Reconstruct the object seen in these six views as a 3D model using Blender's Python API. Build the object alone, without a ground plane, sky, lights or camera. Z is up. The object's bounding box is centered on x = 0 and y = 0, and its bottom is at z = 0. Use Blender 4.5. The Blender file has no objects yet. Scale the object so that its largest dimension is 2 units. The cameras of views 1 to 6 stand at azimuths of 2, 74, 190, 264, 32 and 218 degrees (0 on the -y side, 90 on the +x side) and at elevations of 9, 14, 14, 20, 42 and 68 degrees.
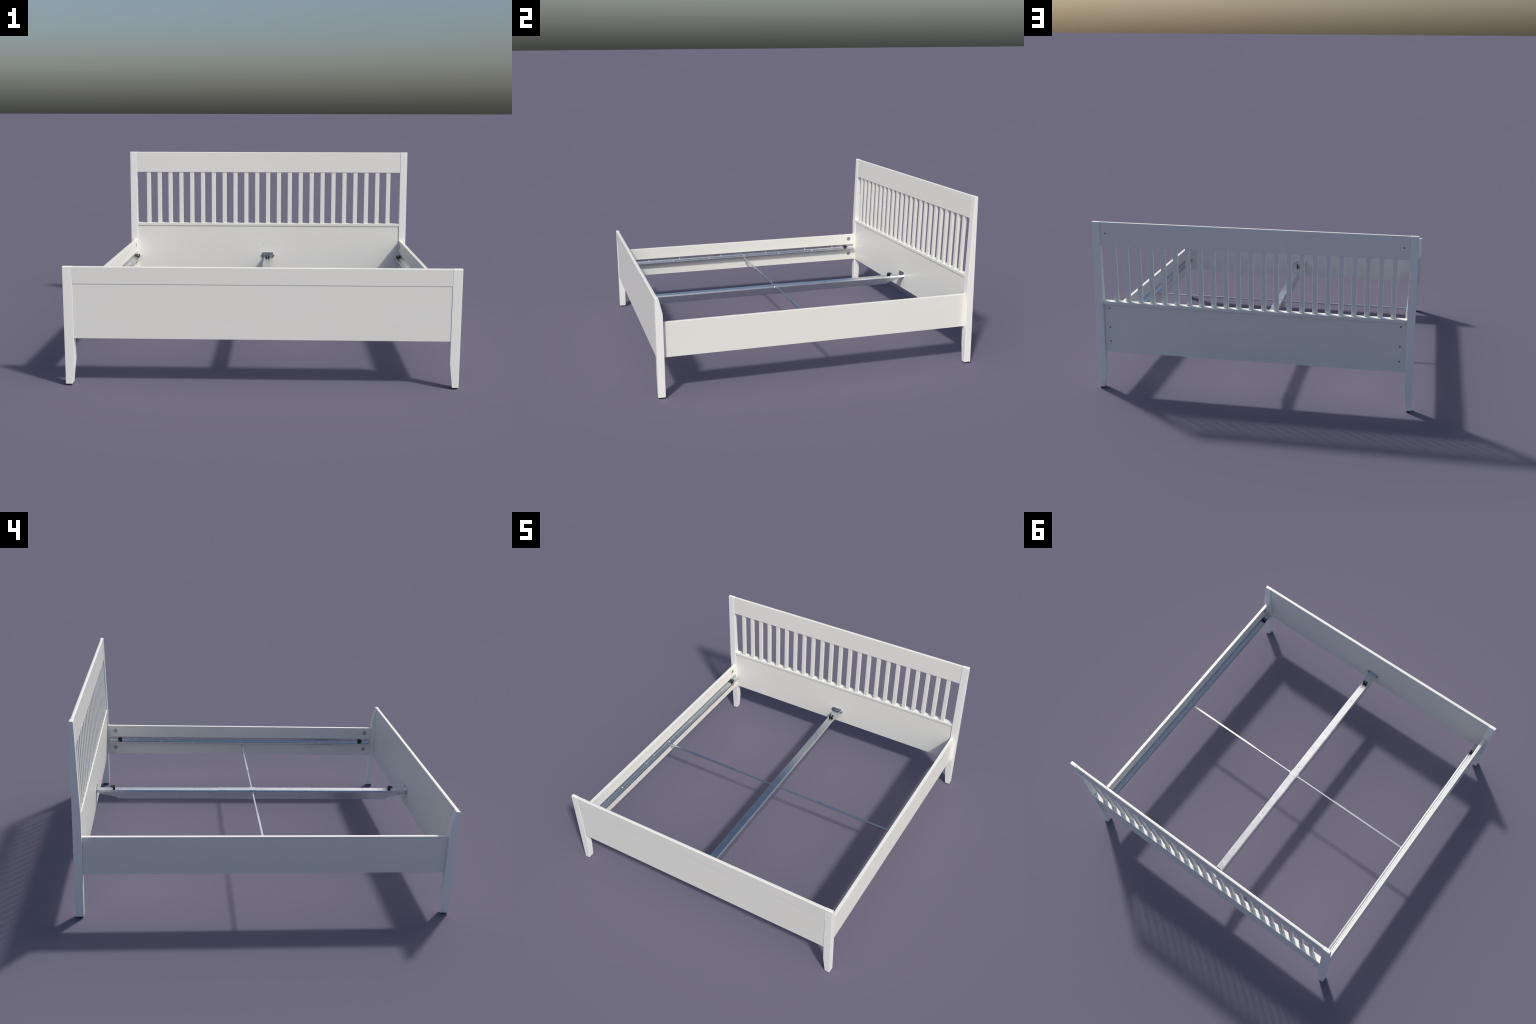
# White wooden double bed frame: slatted headboard, plain footboard, two side
# rails with galvanised ledges, a telescopic mid beam and a cross tie rod.
import bpy, bmesh, math, random
from mathutils import Vector

random.seed(7)
SCN = bpy.context.scene.collection

# ------------------------------------------------------------------ sizes (m)
HALF_W, HALF_L = 0.976, 1.000          # outer half width / half length
POST_IN = 0.9285                       # inner face of every post
POST_D = 0.043                         # post depth at bed height
TOP_D = 0.0215                         # thickness of the boards at their top
HEAD_H, FOOT_H = 1.0735, 0.6025
HEAD_KINK, FOOT_KINK = 0.555, 0.508    # where the post faces start to slope
GLIDE_H = 0.006
RAIL_BOT = 0.2402                      # bottom of panels and side rails
RAIL_TOP = 0.4520
RAIL_X0, RAIL_X1 = 0.932, 0.953        # side rail inner / outer face
BEAM_Z = 0.3405

# ------------------------------------------------------------------ materials
def new_mat(name):
    m = bpy.data.materials.new(name)
    m.use_nodes = True
    nt = m.node_tree
    return m, nt, nt.nodes, nt.links, nt.nodes["Principled BSDF"]

def paint(name, col_a, col_b, rough, scale=(3, 3, 3), bump=0.02, coord="Object"):
    """satin paint: two very close whites in soft clouds, faint grain bump"""
    m, nt, N, L, p = new_mat(name)
    tc = N.new("ShaderNodeTexCoord")
    mp = N.new("ShaderNodeMapping"); mp.inputs["Scale"].default_value = scale
    L.new(tc.outputs[coord], mp.inputs["Vector"])
    no = N.new("ShaderNodeTexNoise")
    no.inputs["Scale"].default_value = 1.0
    no.inputs["Detail"].default_value = 4
    L.new(mp.outputs["Vector"], no.inputs["Vector"])
    cr = N.new("ShaderNodeValToRGB")
    cr.color_ramp.elements[0].position = 0.3
    cr.color_ramp.elements[1].position = 0.7
    cr.color_ramp.elements[0].color = (*col_a, 1)
    cr.color_ramp.elements[1].color = (*col_b, 1)
    L.new(no.outputs["Fac"], cr.inputs["Fac"])
    L.new(cr.outputs["Color"], p.inputs["Base Color"])
    p.inputs["Roughness"].default_value = rough
    gr = N.new("ShaderNodeTexNoise")
    gr.inputs["Scale"].default_value = 220
    L.new(tc.outputs[coord], gr.inputs["Vector"])
    bp = N.new("ShaderNodeBump")
    bp.inputs["Strength"].default_value = bump
    bp.inputs["Distance"].default_value = 0.001
    L.new(gr.outputs["Fac"], bp.inputs["Height"])
    L.new(bp.outputs["Normal"], p.inputs["Normal"])
    return m

def zinc(name, dark, light, rough):
    """galvanised steel: metallic with small grey spangles and fine scratches"""
    m, nt, N, L, p = new_mat(name)
    tc = N.new("ShaderNodeTexCoord")
    vo = N.new("ShaderNodeTexVoronoi"); vo.inputs["Scale"].default_value = 90
    L.new(tc.outputs["Object"], vo.inputs["Vector"])
    no = N.new("ShaderNodeTexNoise"); no.inputs["Scale"].default_value = 25
    no.inputs["Detail"].default_value = 6
    L.new(tc.outputs["Object"], no.inputs["Vector"])
    mx = N.new("ShaderNodeMath"); mx.operation = 'MULTIPLY_ADD'
    mx.inputs[1].default_value = 0.22
    L.new(vo.outputs["Color"], mx.inputs[0])
    L.new(no.outputs["Fac"], mx.inputs[2])
    cr = N.new("ShaderNodeValToRGB")
    cr.color_ramp.elements[0].position = 0.3
    cr.color_ramp.elements[1].position = 0.95
    cr.color_ramp.elements[0].color = (*dark, 1)
    cr.color_ramp.elements[1].color = (*light, 1)
    L.new(mx.outputs[0], cr.inputs["Fac"])
    L.new(cr.outputs["Color"], p.inputs["Base Color"])
    p.inputs["Metallic"].default_value = 1.0
    rr = N.new("ShaderNodeMapRange")
    rr.inputs["To Min"].default_value = rough - 0.02
    rr.inputs["To Max"].default_value = rough + 0.03
    L.new(no.outputs["Fac"], rr.inputs["Value"])
    L.new(rr.outputs["Result"], p.inputs["Roughness"])
    bp = N.new("ShaderNodeBump"); bp.inputs["Strength"].default_value = 0.03
    bp.inputs["Distance"].default_value = 0.001
    L.new(no.outputs["Fac"], bp.inputs["Height"])
    L.new(bp.outputs["Normal"], p.inputs["Normal"])
    return m

def plain(name, col, rough, metallic=0.0, spread=0.15):
    m, nt, N, L, p = new_mat(name)
    tc = N.new("ShaderNodeTexCoord")
    no = N.new("ShaderNodeTexNoise"); no.inputs["Scale"].default_value = 60
    L.new(tc.outputs["Object"], no.inputs["Vector"])
    cr = N.new("ShaderNodeValToRGB")
    cr.color_ramp.elements[0].color = (*[c * (1 - spread) for c in col], 1)
    cr.color_ramp.elements[1].color = (*[c * (1 + spread) for c in col], 1)
    L.new(no.outputs["Fac"], cr.inputs["Fac"])
    L.new(cr.outputs["Color"], p.inputs["Base Color"])
    p.inputs["Roughness"].default_value = rough
    p.inputs["Metallic"].default_value = metallic
    return m

M_POST = paint("white_post_paint", (0.915, 0.923, 0.880), (0.930, 0.937, 0.895), 0.42)
M_PANEL = paint("white_board_paint", (0.828, 0.836, 0.784), (0.842, 0.850, 0.797), 0.40)
M_HEAD = paint("white_headboard_paint", (0.843, 0.850, 0.797), (0.857, 0.864, 0.811), 0.40)
M_SIDE = paint("white_side_paint", (0.845, 0.850, 0.792), (0.858, 0.863, 0.805), 0.42)
M_SLAT = paint("white_slat_paint", (0.843, 0.850, 0.797), (0.857, 0.864, 0.811), 0.42)
M_ZINC = zinc("galvanised_steel", (0.615, 0.645, 0.665), (0.70, 0.725, 0.745), 0.25)
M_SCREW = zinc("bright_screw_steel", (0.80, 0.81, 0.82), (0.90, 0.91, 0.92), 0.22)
M_CAP = plain("nickel_bolt_cap", (0.60, 0.60, 0.60), 0.36, 1.0)
M_BLACK = plain("black_plastic", (0.006, 0.006, 0.006), 0.5)
M_DARK = plain("dark_solid", (0.05, 0.05, 0.052), 0.8)  # dark tone for solid stand-ins of holes and slots, and the rod pin
M_BORE = plain("bore_shade", (0.34, 0.34, 0.34), 0.7)  # grey puts the shade inside the drilled holes into their colour
M_GLIDE = plain("grey_felt_glide", (0.06, 0.06, 0.065), 0.9)

# ------------------------------------------------------------------ helpers
def smooth_weighted(me):
    """face-area weighted vertex normals: flat faces stay flat, bevels go round"""
    acc = [Vector((0, 0, 0)) for _ in me.vertices]
    for p in me.polygons:
        w = p.normal * p.area
        for v in p.vertices:
            acc[v] += w
    for p in me.polygons:
        p.use_smooth = True
    me.normals_split_custom_set_from_vertices(
        [tuple(a.normalized()) if a.length > 1e-12 else (0, 0, 1) for a in acc])

def bevel_sharp(bm, offset, segments=2, limit=28):
    ed = [e for e in bm.edges if len(e.link_faces) == 2
          and e.calc_face_angle(0) > math.radians(limit)]
    if ed:
        bmesh.ops.bevel(bm, geom=ed, offset=offset, segments=segments,
                        profile=0.5, affect='EDGES', clamp_overlap=True)

def finish(bm, name, mat, parent=None, bevel=0.0, segs=2, holes=None, limit=28, flat=False):
    bmesh.ops.remove_doubles(bm, verts=bm.verts, dist=1e-6)
    bmesh.ops.recalc_face_normals(bm, faces=bm.faces)
    if bevel:
        bevel_sharp(bm, bevel, segs, limit)
    me = bpy.data.meshes.new(name)
    bm.to_mesh(me); bm.free()
    ob = bpy.data.objects.new(name, me)
    SCN.objects.link(ob)
    me.materials.append(mat)
    if holes:
        ob = bore(ob, holes)
    elif not flat:
        smooth_weighted(ob.data)
    if parent:
        ob.parent = parent
    return ob

def bore(ob, holes):
    """drill blind round holes: each is (centre, axis vector, radius, depth)"""
    bm = bmesh.new()
    for c, ax, r, d in holes:
        ax = Vector(ax).normalized()
        cyl(bm, Vector(c) - ax * d, Vector(c) + ax * 0.004, r, 16)
    bmesh.ops.recalc_face_normals(bm, faces=bm.faces)
    cm = bpy.data.meshes.new("drill"); bm.to_mesh(cm); bm.free()
    cm.materials.append(M_BORE)
    co = bpy.data.objects.new("drill", cm); SCN.objects.link(co)
    md = ob.modifiers.new("b", 'BOOLEAN')
    md.operation = 'DIFFERENCE'; md.object = co; md.solver = 'EXACT'
    md.material_mode = 'TRANSFER'
    dg = bpy.context.evaluated_depsgraph_get()
    new = bpy.data.meshes.new_from_object(ob.evaluated_get(dg))
    ob.modifiers.clear()
    new.name = ob.name
    ob.data = new
    bpy.data.objects.remove(co)
    for p in new.polygons:
        p.use_smooth = False
    return ob

def prism(bm, pts, axis, a, b):
    """extrude a closed 2D outline along an axis. axis 'x': pts=(y,z); 'y': (x,z); 'z': (x,y)"""
    def at(p, t):
        return {'x': (t, p[0], p[1]), 'y': (p[0], t, p[1]), 'z': (p[0], p[1], t)}[axis]
    va = [bm.verts.new(at(p, a)) for p in pts]
    vb = [bm.verts.new(at(p, b)) for p in pts]
    n = len(pts)
    bm.faces.new(va); bm.faces.new(list(reversed(vb)))
    for i in range(n):
        j = (i + 1) % n
        bm.faces.new((va[i], vb[i], vb[j], va[j]))
    return va + vb

def box(bm, x0, x1, y0, y1, z0, z1):
    return prism(bm, [(y0, z0), (y1, z0), (y1, z1), (y0, z1)], 'x', x0, x1)

def cyl(bm, p, q, r, n=20, r2=None):
    p, q = Vector(p), Vector(q)
    ax = (q - p).normalized()
    u = ax.orthogonal().normalized(); v = ax.cross(u)
    r2 = r if r2 is None else r2
    A = [bm.verts.new(p + (u * math.cos(t) + v * math.sin(t)) * r)
         for t in (2 * math.pi * i / n for i in range(n))]
    B = [bm.verts.new(q + (u * math.cos(t) + v * math.sin(t)) * r2)
         for t in (2 * math.pi * i / n for i in range(n))]
    bm.faces.new(list(reversed(A))); bm.faces.new(B)
    for i in range(n):
        j = (i + 1) % n
        bm.faces.new((A[i], A[j], B[j], B[i]))

def dome(bm, c, ax, r, h, n=14, rings=4):
    """small round screw head standing on c along ax"""
    ax = ax.normalized(); u = ax.orthogonal().normalized(); v = ax.cross(u)
    prev = None
    for k in range(rings + 1):
        t = math.pi / 2 * k / rings
        if k == rings:
            top = bm.verts.new(c + ax * h)
            for i in range(n):
                bm.faces.new((prev[i], prev[(i + 1) % n], top))
            break
        ring = [bm.verts.new(c + ax * (h * math.sin(t)) + (u * math.cos(a) + v * math.sin(a)) * (r * math.cos(t)))
                for a in (2 * math.pi * i / n for i in range(n))]
        if prev:
            for i in range(n):
                j = (i + 1) % n
                bm.faces.new((prev[i], prev[j], ring[j], ring[i]))
        else:
            bm.faces.new(list(reversed(ring)))
        prev = ring

def arc(cx, cz, rx, rz, t0, t1, n=8):
    return [(cx + rx * math.cos(math.radians(t0 + (t1 - t0) * i / n)),
             cz + rz * math.sin(math.radians(t0 + (t1 - t0) * i / n))) for i in range(n + 1)]

def empty(name, parent=None):
    e = bpy.data.objects.new(name, None); SCN.objects.link(e)
    if parent: e.parent = parent
    return e

# ------------------------------------------------------------------ root
bed = empty("bed_frame")
bed["label"] = "white wooden double bed frame with slatted headboard and steel beam"
bed["category"] = "bed"

def head_front(z):
    """y of the sloping front face of the headboard posts at height z"""
    t = max(0.0, (z - HEAD_KINK) / (HEAD_H - HEAD_KINK))
    return HALF_L - POST_D + (POST_D - TOP_D) * t

RND_Y, RND_Z = 0.0070, 0.0036           # rounding along the top of the boards

# ------------------------------------------------------------------ posts
def post_profile(height, kink):
    """side outline (depth measured from the outer face 0 inward, height)"""
    d0, d1 = POST_D, TOP_D
    pts = [(0, GLIDE_H), (d0, GLIDE_H), (d0, kink)]
    # sloping inner face up to the rounded top
    zr = height - RND_Z
    f = (zr - kink) / (height - kink)
    dtop = d0 + (d1 - d0) * f
    pts += [(dtop, zr)] + arc(dtop - RND_Y, zr, RND_Y, RND_Z, 8, 90, 7)
    pts += arc(RND_Y, zr, RND_Y, RND_Z, 90, 172, 7) + [(0, zr)]
    return pts

def make_post(name, side, end, height, kink, parent):
    """side = +-1 in x; end = +1 head, -1 foot"""
    bm = bmesh.new()
    prof = [(end * (HALF_L - d), z) for d, z in post_profile(height, kink)]
    prism(bm, prof, 'x', side * HALF_W, side * POST_IN)
    # foot taper on the inner face
    geom = bm.verts[:] + bm.edges[:] + bm.faces[:]
    bmesh.ops.bisect_plane(bm, geom=geom, plane_co=(0, 0, 0.127), plane_no=(0, 0, 1))
    for v in bm.verts:
        if v.co.z < 0.126 and abs(v.co.x) < 0.95:
            v.co.x = side * (POST_IN + 0.0143 * (0.127 - v.co.z) / (0.127 - GLIDE_H))
    ob = finish(bm, name, M_POST, parent, bevel=0.0016, segs=2)
    # dark glide under the foot
    bm = bmesh.new()
    xa, xb = side * (HALF_W - 0.004), side * (POST_IN + 0.0143 + 0.004)
    ya, yb = end * (HALF_L - 0.004), end * (HALF_L - POST_D + 0.004)
    box(bm, min(xa, xb), max(xa, xb), min(ya, yb), max(ya, yb), 0.0, GLIDE_H + 0.0005)
    finish(bm, "foot_glide", M_GLIDE, ob, bevel=0.0012, segs=1)
    return ob

# ------------------------------------------------------------------ headboard
HP_Y0, HP_Y1 = 0.9625, 0.9815           # lower panel
CAP_Z0, CAP_Z1 = 0.5530, 0.5720         # cap rail on the lower panel
TR_Z0 = 0.9320                          # underside of the top rail
W_IN = POST_IN - 0.0004

bm = bmesh.new()
box(bm, -W_IN, W_IN, HP_Y0, HP_Y1, RAIL_BOT, CAP_Z0 + 0.002)
holes = []
for sx in (-1, 1):
    for z in (0.5238, 0.4013, 0.3091):
        holes.append(((sx * 0.894, HP_Y1, z), (0, 1, 0), 0.0054, 0.006))
    holes.append(((sx * 0.0315, HP_Y0, 0.4185), (0, -1, 0), 0.0022, 0.006))
    holes.append(((sx * 0.0325, HP_Y0, 0.2990), (0, -1, 0), 0.0022, 0.006))
headboard = finish(bm, "headboard", M_HEAD, bed, bevel=0.0010, segs=1, holes=holes)

for sx in (-1, 1):
    make_post("headboard_post", sx, 1, HEAD_H, HEAD_KINK, headboard)

# top rail: leans with the posts, rounded along the top
zr = HEAD_H - RND_Z - 0.0004
g = 0.0018
yb = HALF_L - 0.0032
yf0, yf1 = head_front(TR_Z0) + g, head_front(zr) + g
bm = bmesh.new()
prof = [(yb, TR_Z0), (yf0, TR_Z0), (yf1, zr)]
prof += [(y, z) for y, z in arc(yf1 + RND_Y, zr, RND_Y, RND_Z, 172, 90, 7)]
prof += [(y, z) for y, z in arc(yb - RND_Y, zr, RND_Y, RND_Z, 90, 8, 7)]
prof += [(yb, zr)]
prism(bm, prof, 'x', -W_IN, W_IN)
finish(bm, "top_rail", M_HEAD, headboard, bevel=0.0010, segs=1,
       holes=[((sx * 0.895, yb, 1.0025), (0, 1, 0), 0.0052, 0.006) for sx in (-1, 1)])

# cap rail between the panel and the slats
bm = bmesh.new()
box(bm, -W_IN - 0.0002, W_IN + 0.0002, 0.9588, 0.9982, CAP_Z0, CAP_Z1)
finish(bm, "cap_rail", M_HEAD, headboard, bevel=0.0013, segs=2)

# 23 slats, leaning parallel to the front of the posts
SLAT_W, SLAT_D, PITCH = 0.0296, 0.0165, 0.0770
bm = bmesh.new()
za, zb = CAP_Z1 - 0.001, TR_Z0 + 0.002
ya, ybb = head_front(za) + 0.0055, head_front(zb) + 0.0045
prism(bm, [(ya, za), (ya + SLAT_D, za), (ybb + SLAT_D, zb), (ybb, zb)], 'x',
      -SLAT_W / 2, SLAT_W / 2)
slat0 = finish(bm, "slat", M_SLAT, headboard, bevel=0.0022, segs=2)
slat0.location.x = -11 * PITCH
for i in range(1, 23):
    s = slat0.copy()
    s.location.x = (i - 11) * PITCH
    SCN.objects.link(s)

# ------------------------------------------------------------------ footboard
FP_Y0, FP_Y1 = -0.9979, -0.9825
FR_Z0 = 0.5155
bm = bmesh.new()
box(bm, -W_IN, W_IN, FP_Y0, FP_Y1, RAIL_BOT, FR_Z0 + 0.002)
footboard = finish(bm, "footboard", M_PANEL, bed, bevel=0.0010, segs=1,
                   holes=[((sx * 0.0315, FP_Y1, 0.4185), (0, 1, 0), 0.0022, 0.006) for sx in (-1, 1)])
for sx in (-1, 1):
    make_post("footboard_post", sx, -1, FOOT_H, FOOT_KINK, footboard)
zr = FOOT_H - RND_Z - 0.0004
y0, y1 = -0.9998, -0.9793
bm = bmesh.new()
prof = [(y0, FR_Z0), (y0, zr)] + arc(y0 + RND_Y, zr, RND_Y, RND_Z, 172, 90, 7)
prof += arc(y1 - RND_Y, zr, RND_Y, RND_Z, 90, 8, 7) + [(y1, zr), (y1, FR_Z0)]
prism(bm, prof, 'x', -W_IN, W_IN)
finish(bm, "top_rail", M_PANEL, footboard, bevel=0.0012, segs=2)

# ------------------------------------------------------------------ slat clip
def clip_mesh(width, name):
    """black plastic slat holder: base block and two hooked prongs towards +y"""
    bm = bmesh.new()
    pw = width * 0.36
    box(bm, -width / 2, width / 2, -0.010, 0.004, -0.001, 0.004)
    for s in (-1, 1):
        c = s * (width / 2 - pw / 2)
        # hook outline in (y,z): stem with an overhanging nose
        prism(bm, [(-0.009, 0.003), (0.003, 0.003), (0.005, 0.013), (0.018, 0.0135),
                   (0.019, 0.0165), (0.012, 0.0195), (-0.006, 0.0195), (-0.010, 0.016)],
              'x', c - pw / 2, c + pw / 2)
    ob = finish(bm, name, M_BLACK, None, bevel=0.0008, segs=1)
    return ob

# ------------------------------------------------------------------ side rails
LEDGE_END = 0.9435
def ledge_profile():
    """(distance in from the rail face, z): flange, rolled corner, shelf, lip"""
    t = 0.0016
    up = [(0.0, 0.3696), (0.0014, 0.3706), (0.0030, 0.3696), (0.0024, 0.3530),
          (0.0060, 0.3462), (0.0115, 0.3412), (0.0150, 0.3396), (0.0240, 0.3394),
          (0.0295, 0.3408), (0.0312, 0.3400), (0.0316, 0.3380), (0.0316, 0.3325)]
    dn = [(0.0316 - t, 0.3325), (0.0316 - t, 0.3376), (0.0290, 0.3392),
          (0.0240, 0.3394 - t), (0.0150, 0.3396 - t), (0.0107, 0.3398),
          (0.0048, 0.3452), (0.0006, 0.3526), (0.0, 0.3560)]
    return up + dn

HOLE_Y = (0.859, 0.766, 0.521, 0.185)
for sx in (-1, 1):
    bm = bmesh.new()
    box(bm, min(sx * RAIL_X0, sx * RAIL_X1), max(sx * RAIL_X0, sx * RAIL_X1),
        -(HALF_L - POST_D) + 0.0003, HALF_L - POST_D - 0.0003, RAIL_BOT + 0.0006, RAIL_TOP)
    holes = []
    for y in HOLE_Y:
        for sy in (-1, 1):
            for z in (0.4168, 0.2932):
                holes.append(((sx * RAIL_X0, sy * y, z), (-sx, 0, 0), 0.0022, 0.004))
    for sy in (-1, 1):
        for z in (0.4153, 0.2925):
            holes.append(((sx * RAIL_X0, sy * 0.905, z), (-sx, 0, 0), 0.0160, 0.006))
    rail = finish(bm, "side_rail", M_SIDE, bed, bevel=0.0016, segs=2, holes=holes)

    # steel ledge
    bm = bmesh.new()
    prism(bm, [(sx * (RAIL_X0 - 0.0003 - d), z) for d, z in ledge_profile()], 'y',
          -LEDGE_END, LEDGE_END)
    ledge = finish(bm, "support_ledge", M_ZINC, rail, flat=True)
    # rivet-like screws along the flange and shelf
    bm = bmesh.new()
    for y in (0.76, 0.521, 0.185):
        for sy in (-1, 1):
            x = sx * (RAIL_X0 - 0.0022)
            dome(bm, Vector((x, sy * y, 0.3560)), Vector((-sx, 0, 0)), 0.0045, 0.0024)
    for y in (-0.571, -0.283, 0.004, 0.294, 0.58):
        c = Vector((sx * (RAIL_X0 - 0.0090), y, 0.3432))
        dome(bm, c, Vector((-sx * 0.7, 0, 0.75)), 0.0040, 0.0026)
    fs = finish(bm, "ledge_screws", M_SCREW, ledge)
    fs["kind"] = "stuff"

    # bolt caps set into their bores; dark raised bars stand in for a cross slot
    for sy in (-1, 1):
        for z in (0.4153, 0.2925):
            bm = bmesh.new()
            c = Vector((sx * RAIL_X0, sy * 0.905, z))
            ax = Vector((-sx, 0, 0))
            cyl(bm, c - ax * 0.006, c - ax * 0.0034, 0.0156, 28)
            cyl(bm, c - ax * 0.0036, c - ax * 0.0022, 0.0112, 28, 0.0098)
            cap = finish(bm, "bolt_cap", M_CAP, rail)
            bm = bmesh.new()
            ang = random.uniform(0, math.pi)
            for k in (0, 1):
                a = ang + k * math.pi / 2
                d = Vector((0, math.cos(a), math.sin(a))); e = Vector((0, -math.sin(a), math.cos(a)))
                vs = [bm.verts.new(c + ax * h + d * u * 0.0070 + e * v * 0.0013)
                      for h in (-0.003, -0.0019) for u, v in ((-1, -1), (1, -1), (1, 1), (-1, 1))]
                for f in ((0, 1, 2, 3), (7, 6, 5, 4), (0, 4, 5, 1), (1, 5, 6, 2), (2, 6, 7, 3), (3, 7, 4, 0)):
                    bm.faces.new([vs[i] for i in f])
            finish(bm, "cross_bars", M_DARK, rail, flat=True)
    # slat clips at both ends of the ledge
    for sy in (-1, 1):
        c = clip_mesh(0.022, "slat_clip")
        c.parent = rail
        c.location = (sx * 0.9155, sy * 0.869, 0.3398)
        if sy < 0:
            c.rotation_euler.z = math.pi

# ------------------------------------------------------------------ mid beam
def channel(half, top, bot, ch_x, ch_z, t=0.0018):
    """inverted U with chamfered shoulders, outline in (x,z)"""
    o = [(-half, bot), (-half, top - ch_z), (-(half - ch_x), top),
         (half - ch_x, top), (half, top - ch_z), (half, bot)]
    i = [(half - t, bot), (half - t, top - ch_z - t * 0.4), (half - ch_x - t * 0.5, top - t),
         (-(half - ch_x - t * 0.5), top - t), (-(half - t), top - ch_z - t * 0.4), (-(half - t), bot)]
    return o + i

def cut_end(bm, sy, p_low, p_mid, p_end):
    """slope the lower edge of the channel sides towards its end, coords (|y|, z)"""
    for v in list(bm.verts):
        pass
    for (ya, _), (yb, _) in ((p_low, p_mid), (p_mid, p_end)):
        bmesh.ops.bisect_plane(bm, geom=bm.verts[:] + bm.edges[:] + bm.faces[:],
                               plane_co=(0, sy * ya, 0), plane_no=(0, 1, 0))
    for v in bm.verts:
        y = v.co.y * sy
        if y < p_low[0] + 1e-5 or v.co.z > 0.31:
            continue
        if y <= p_mid[0] + 1e-5:
            f = (y - p_low[0]) / (p_mid[0] - p_low[0]); z = p_low[1] + f * (p_mid[1] - p_low[1])
        else:
            f = (y - p_mid[0]) / (p_end[0] - p_mid[0]); z = p_mid[1] + f * (p_end[1] - p_mid[1])
        v.co.z = z

SEAM = 0.2205
bm = bmesh.new()
prism(bm, channel(0.0305, BEAM_Z, 0.2855, 0.0070, 0.0095), 'y', -0.9765, SEAM)
cut_end(bm, -1, (0.8515, 0.2855), (0.8555, 0.2975), (0.9765, 0.3240))
beam = finish(bm, "mid_beam", M_ZINC, bed, flat=True)
bm = bmesh.new()
prism(bm, channel(0.0288, BEAM_Z - 0.0016, 0.2870, 0.0066, 0.0092, 0.0015), 'y', SEAM - 0.06, 0.9600)
cut_end(bm, 1, (0.8345, 0.2870), (0.8385, 0.2960), (0.9600, 0.3250))
inner = finish(bm, "telescopic_beam", M_ZINC, beam, flat=True)

# dark solid discs on the beam top standing in for punched holes
bm = bmesh.new()
for y in (-0.841, -0.703, -0.378, -0.0555):
    cyl(bm, (0.001, y, BEAM_Z - 0.001), (0.001, y, BEAM_Z + 0.0004), 0.0030, 14)
for x, y in ((0.007, -0.8565), (-0.007, -0.8565)):
    cyl(bm, (x, y, BEAM_Z - 0.001), (x, y, BEAM_Z + 0.0004), 0.0026, 14)
for y in (0.3618, 0.685, 0.813):
    cyl(bm, (0.001, y, BEAM_Z - 0.003), (0.001, y, BEAM_Z - 0.0012), 0.0030, 14)
for x in (0.008, -0.008):
    cyl(bm, (x, 0.829, BEAM_Z - 0.003), (x, 0.829, BEAM_Z - 0.0012), 0.0026, 14)
ho = finish(bm, "hole_discs", M_DARK, beam)
ho["kind"] = "stuff"

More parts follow.
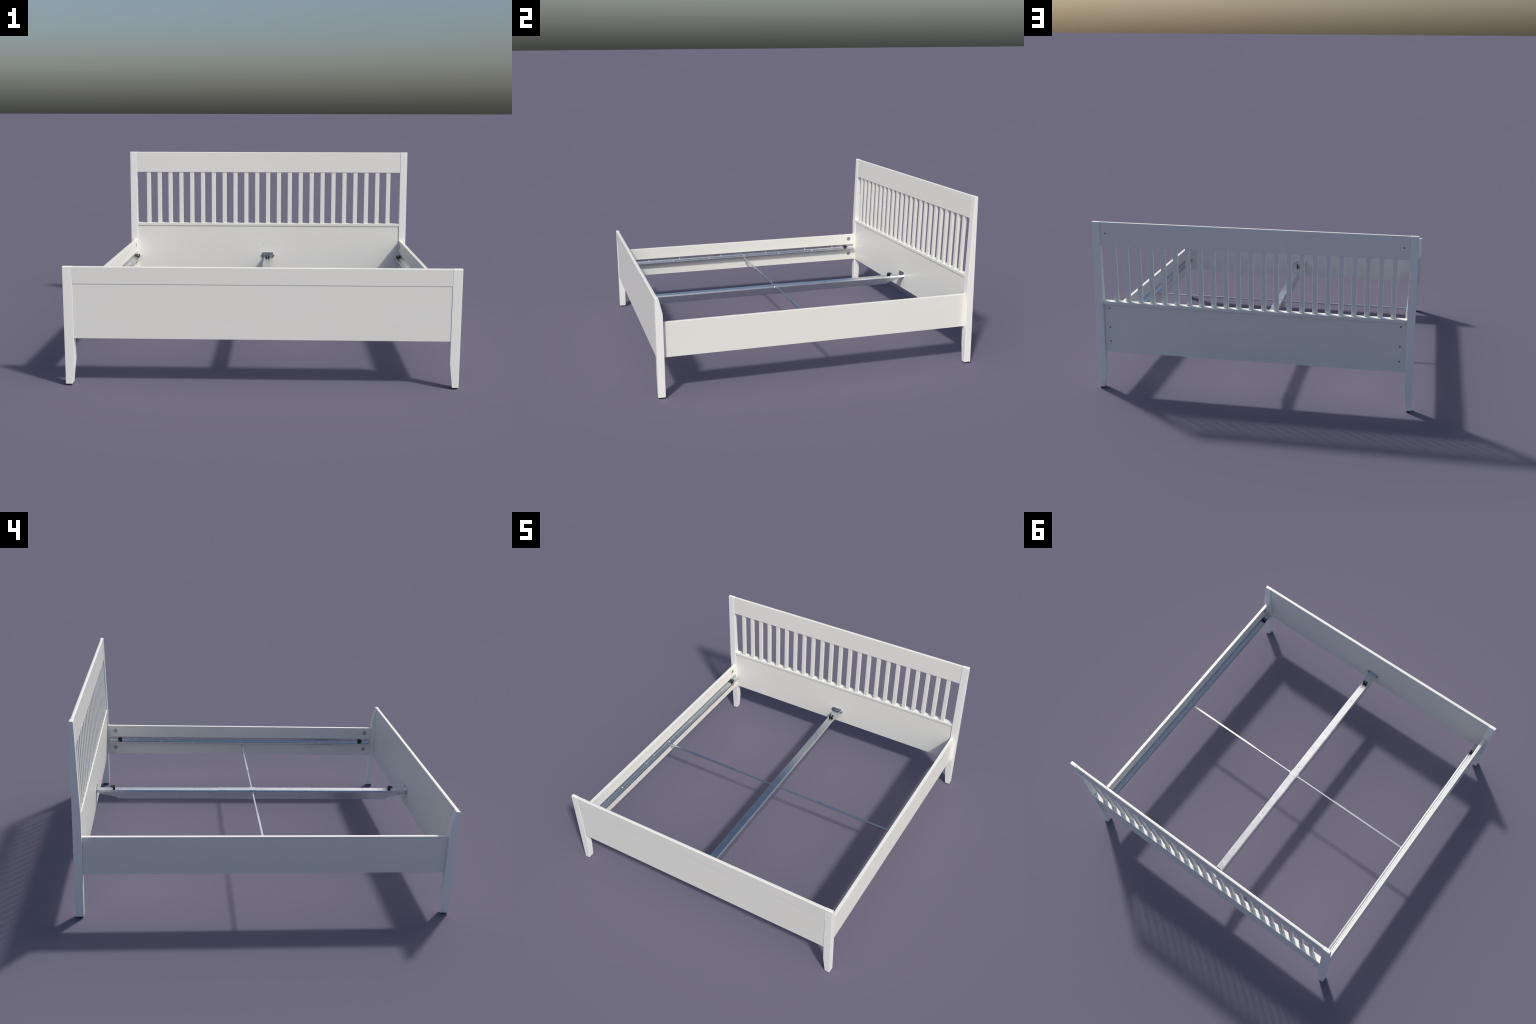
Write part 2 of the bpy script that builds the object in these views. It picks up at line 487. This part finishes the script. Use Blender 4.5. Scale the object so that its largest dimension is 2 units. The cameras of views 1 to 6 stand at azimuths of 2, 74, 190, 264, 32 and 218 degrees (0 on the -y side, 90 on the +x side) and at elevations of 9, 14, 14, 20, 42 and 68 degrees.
# end brackets: a plate with a head tab and two rounded wings
for sy, yy in ((1, HP_Y0), (-1, -FP_Y1)):
    out = [(-0.0375, 0.3635), (0.0375, 0.3635), (0.0390, 0.3615), (0.0390, 0.3500)]
    out += arc(0.0420, 0.3410, 0.0062, 0.0075, 75, -35, 5)
    out += [(0.0320, 0.3170), (-0.0320, 0.3170)]
    out += arc(-0.0420, 0.3410, 0.0062, 0.0075, 215, 105, 5)
    out += [(-0.0390, 0.3500), (-0.0390, 0.3615)]
    bm = bmesh.new()
    a, b = sy * (yy - 0.0035), sy * (yy - 0.0002)
    prism(bm, out, 'y', min(a, b), max(a, b))
    plate = finish(bm, "beam_bracket", M_ZINC, beam, bevel=0.0006, segs=1)
    # folded shelf above the beam, and two screw heads
    bm = bmesh.new()
    a, b = sy * (yy - 0.0120), sy * (yy - 0.0030)
    box(bm, -0.0265, 0.0265, min(a, b), max(a, b), BEAM_Z + 0.0003, BEAM_Z + 0.0026)
    finish(bm, "bracket_fold", M_ZINC, plate, bevel=0.0006, segs=1)
    for x in (-0.030, 0.030):
        bm = bmesh.new()
        cyl(bm, (x, sy * (yy - 0.0030), 0.3560), (x, sy * (yy - 0.0055), 0.3560), 0.0042, 16, 0.0028)
        finish(bm, "screw", M_ZINC, plate)
    c = clip_mesh(0.0290, "slat_clip")
    c.parent = beam
    c.location = (0, 0.8600 if sy > 0 else -0.8760, BEAM_Z - (0.0016 if sy > 0 else 0.0))
    if sy < 0:
        c.rotation_euler.z = math.pi

# saddle where the tie rod meets the beam
bm = bmesh.new()
prism(bm, channel(0.0325, BEAM_Z + 0.0022, 0.2840, 0.0075, 0.0095), 'y', -0.0195, 0.0195)
saddle = finish(bm, "beam_saddle", M_ZINC, beam, flat=True)

# ------------------------------------------------------------------ tie rods
def gutter(w, h, t=0.0012):
    """small channel section, open below: outline in (y,z) relative to its top"""
    return [(-w, -h), (-w, -0.0015), (-w + 0.0015, 0), (w - 0.0015, 0), (w, -0.0015), (w, -h),
            (w - t, -h), (w - t, -t), (-w + t, -t), (-w + t, -h)]

for sx in (-1, 1):
    bm = bmesh.new()
    prism(bm, [(y, 0.3300 + z) for y, z in gutter(0.0068, 0.0115)], 'x', sx * 0.340, sx * 0.8990)
    rod = finish(bm, "tie_rod", M_ZINC, bed, flat=True)
    bm = bmesh.new()
    prism(bm, [(y, 0.3284 + z) for y, z in gutter(0.0050, 0.0095)], 'x', sx * 0.033, sx * 0.400)
    finish(bm, "inner_rod", M_ZINC, rod, flat=True)
    # hook over the ledge lip and flared foot at the saddle
    bm = bmesh.new()
    box(bm, min(sx * 0.8985, sx * 0.9065), max(sx * 0.8985, sx * 0.9065), -0.0055, 0.0055, 0.3275, 0.3335)
    finish(bm, "rod_hook", M_ZINC, rod, bevel=0.0006, segs=1)
    bm = bmesh.new()
    va = prism(bm, [(-0.0095, 0.3190), (0.0095, 0.3190), (0.0095, 0.3278), (-0.0095, 0.3278)], 'x',
               sx * 0.0322, sx * 0.0440)
    for v in bm.verts:
        if abs(v.co.x) > 0.04:
            v.co.y *= 0.5
    finish(bm, "rod_foot", M_ZINC, rod, bevel=0.0006, segs=1)
    bm = bmesh.new()
    cyl(bm, (sx * 0.3520, 0, 0.3290), (sx * 0.3520, 0, 0.3308), 0.0026, 14)
    st = finish(bm, "rod_pin", M_DARK, rod)
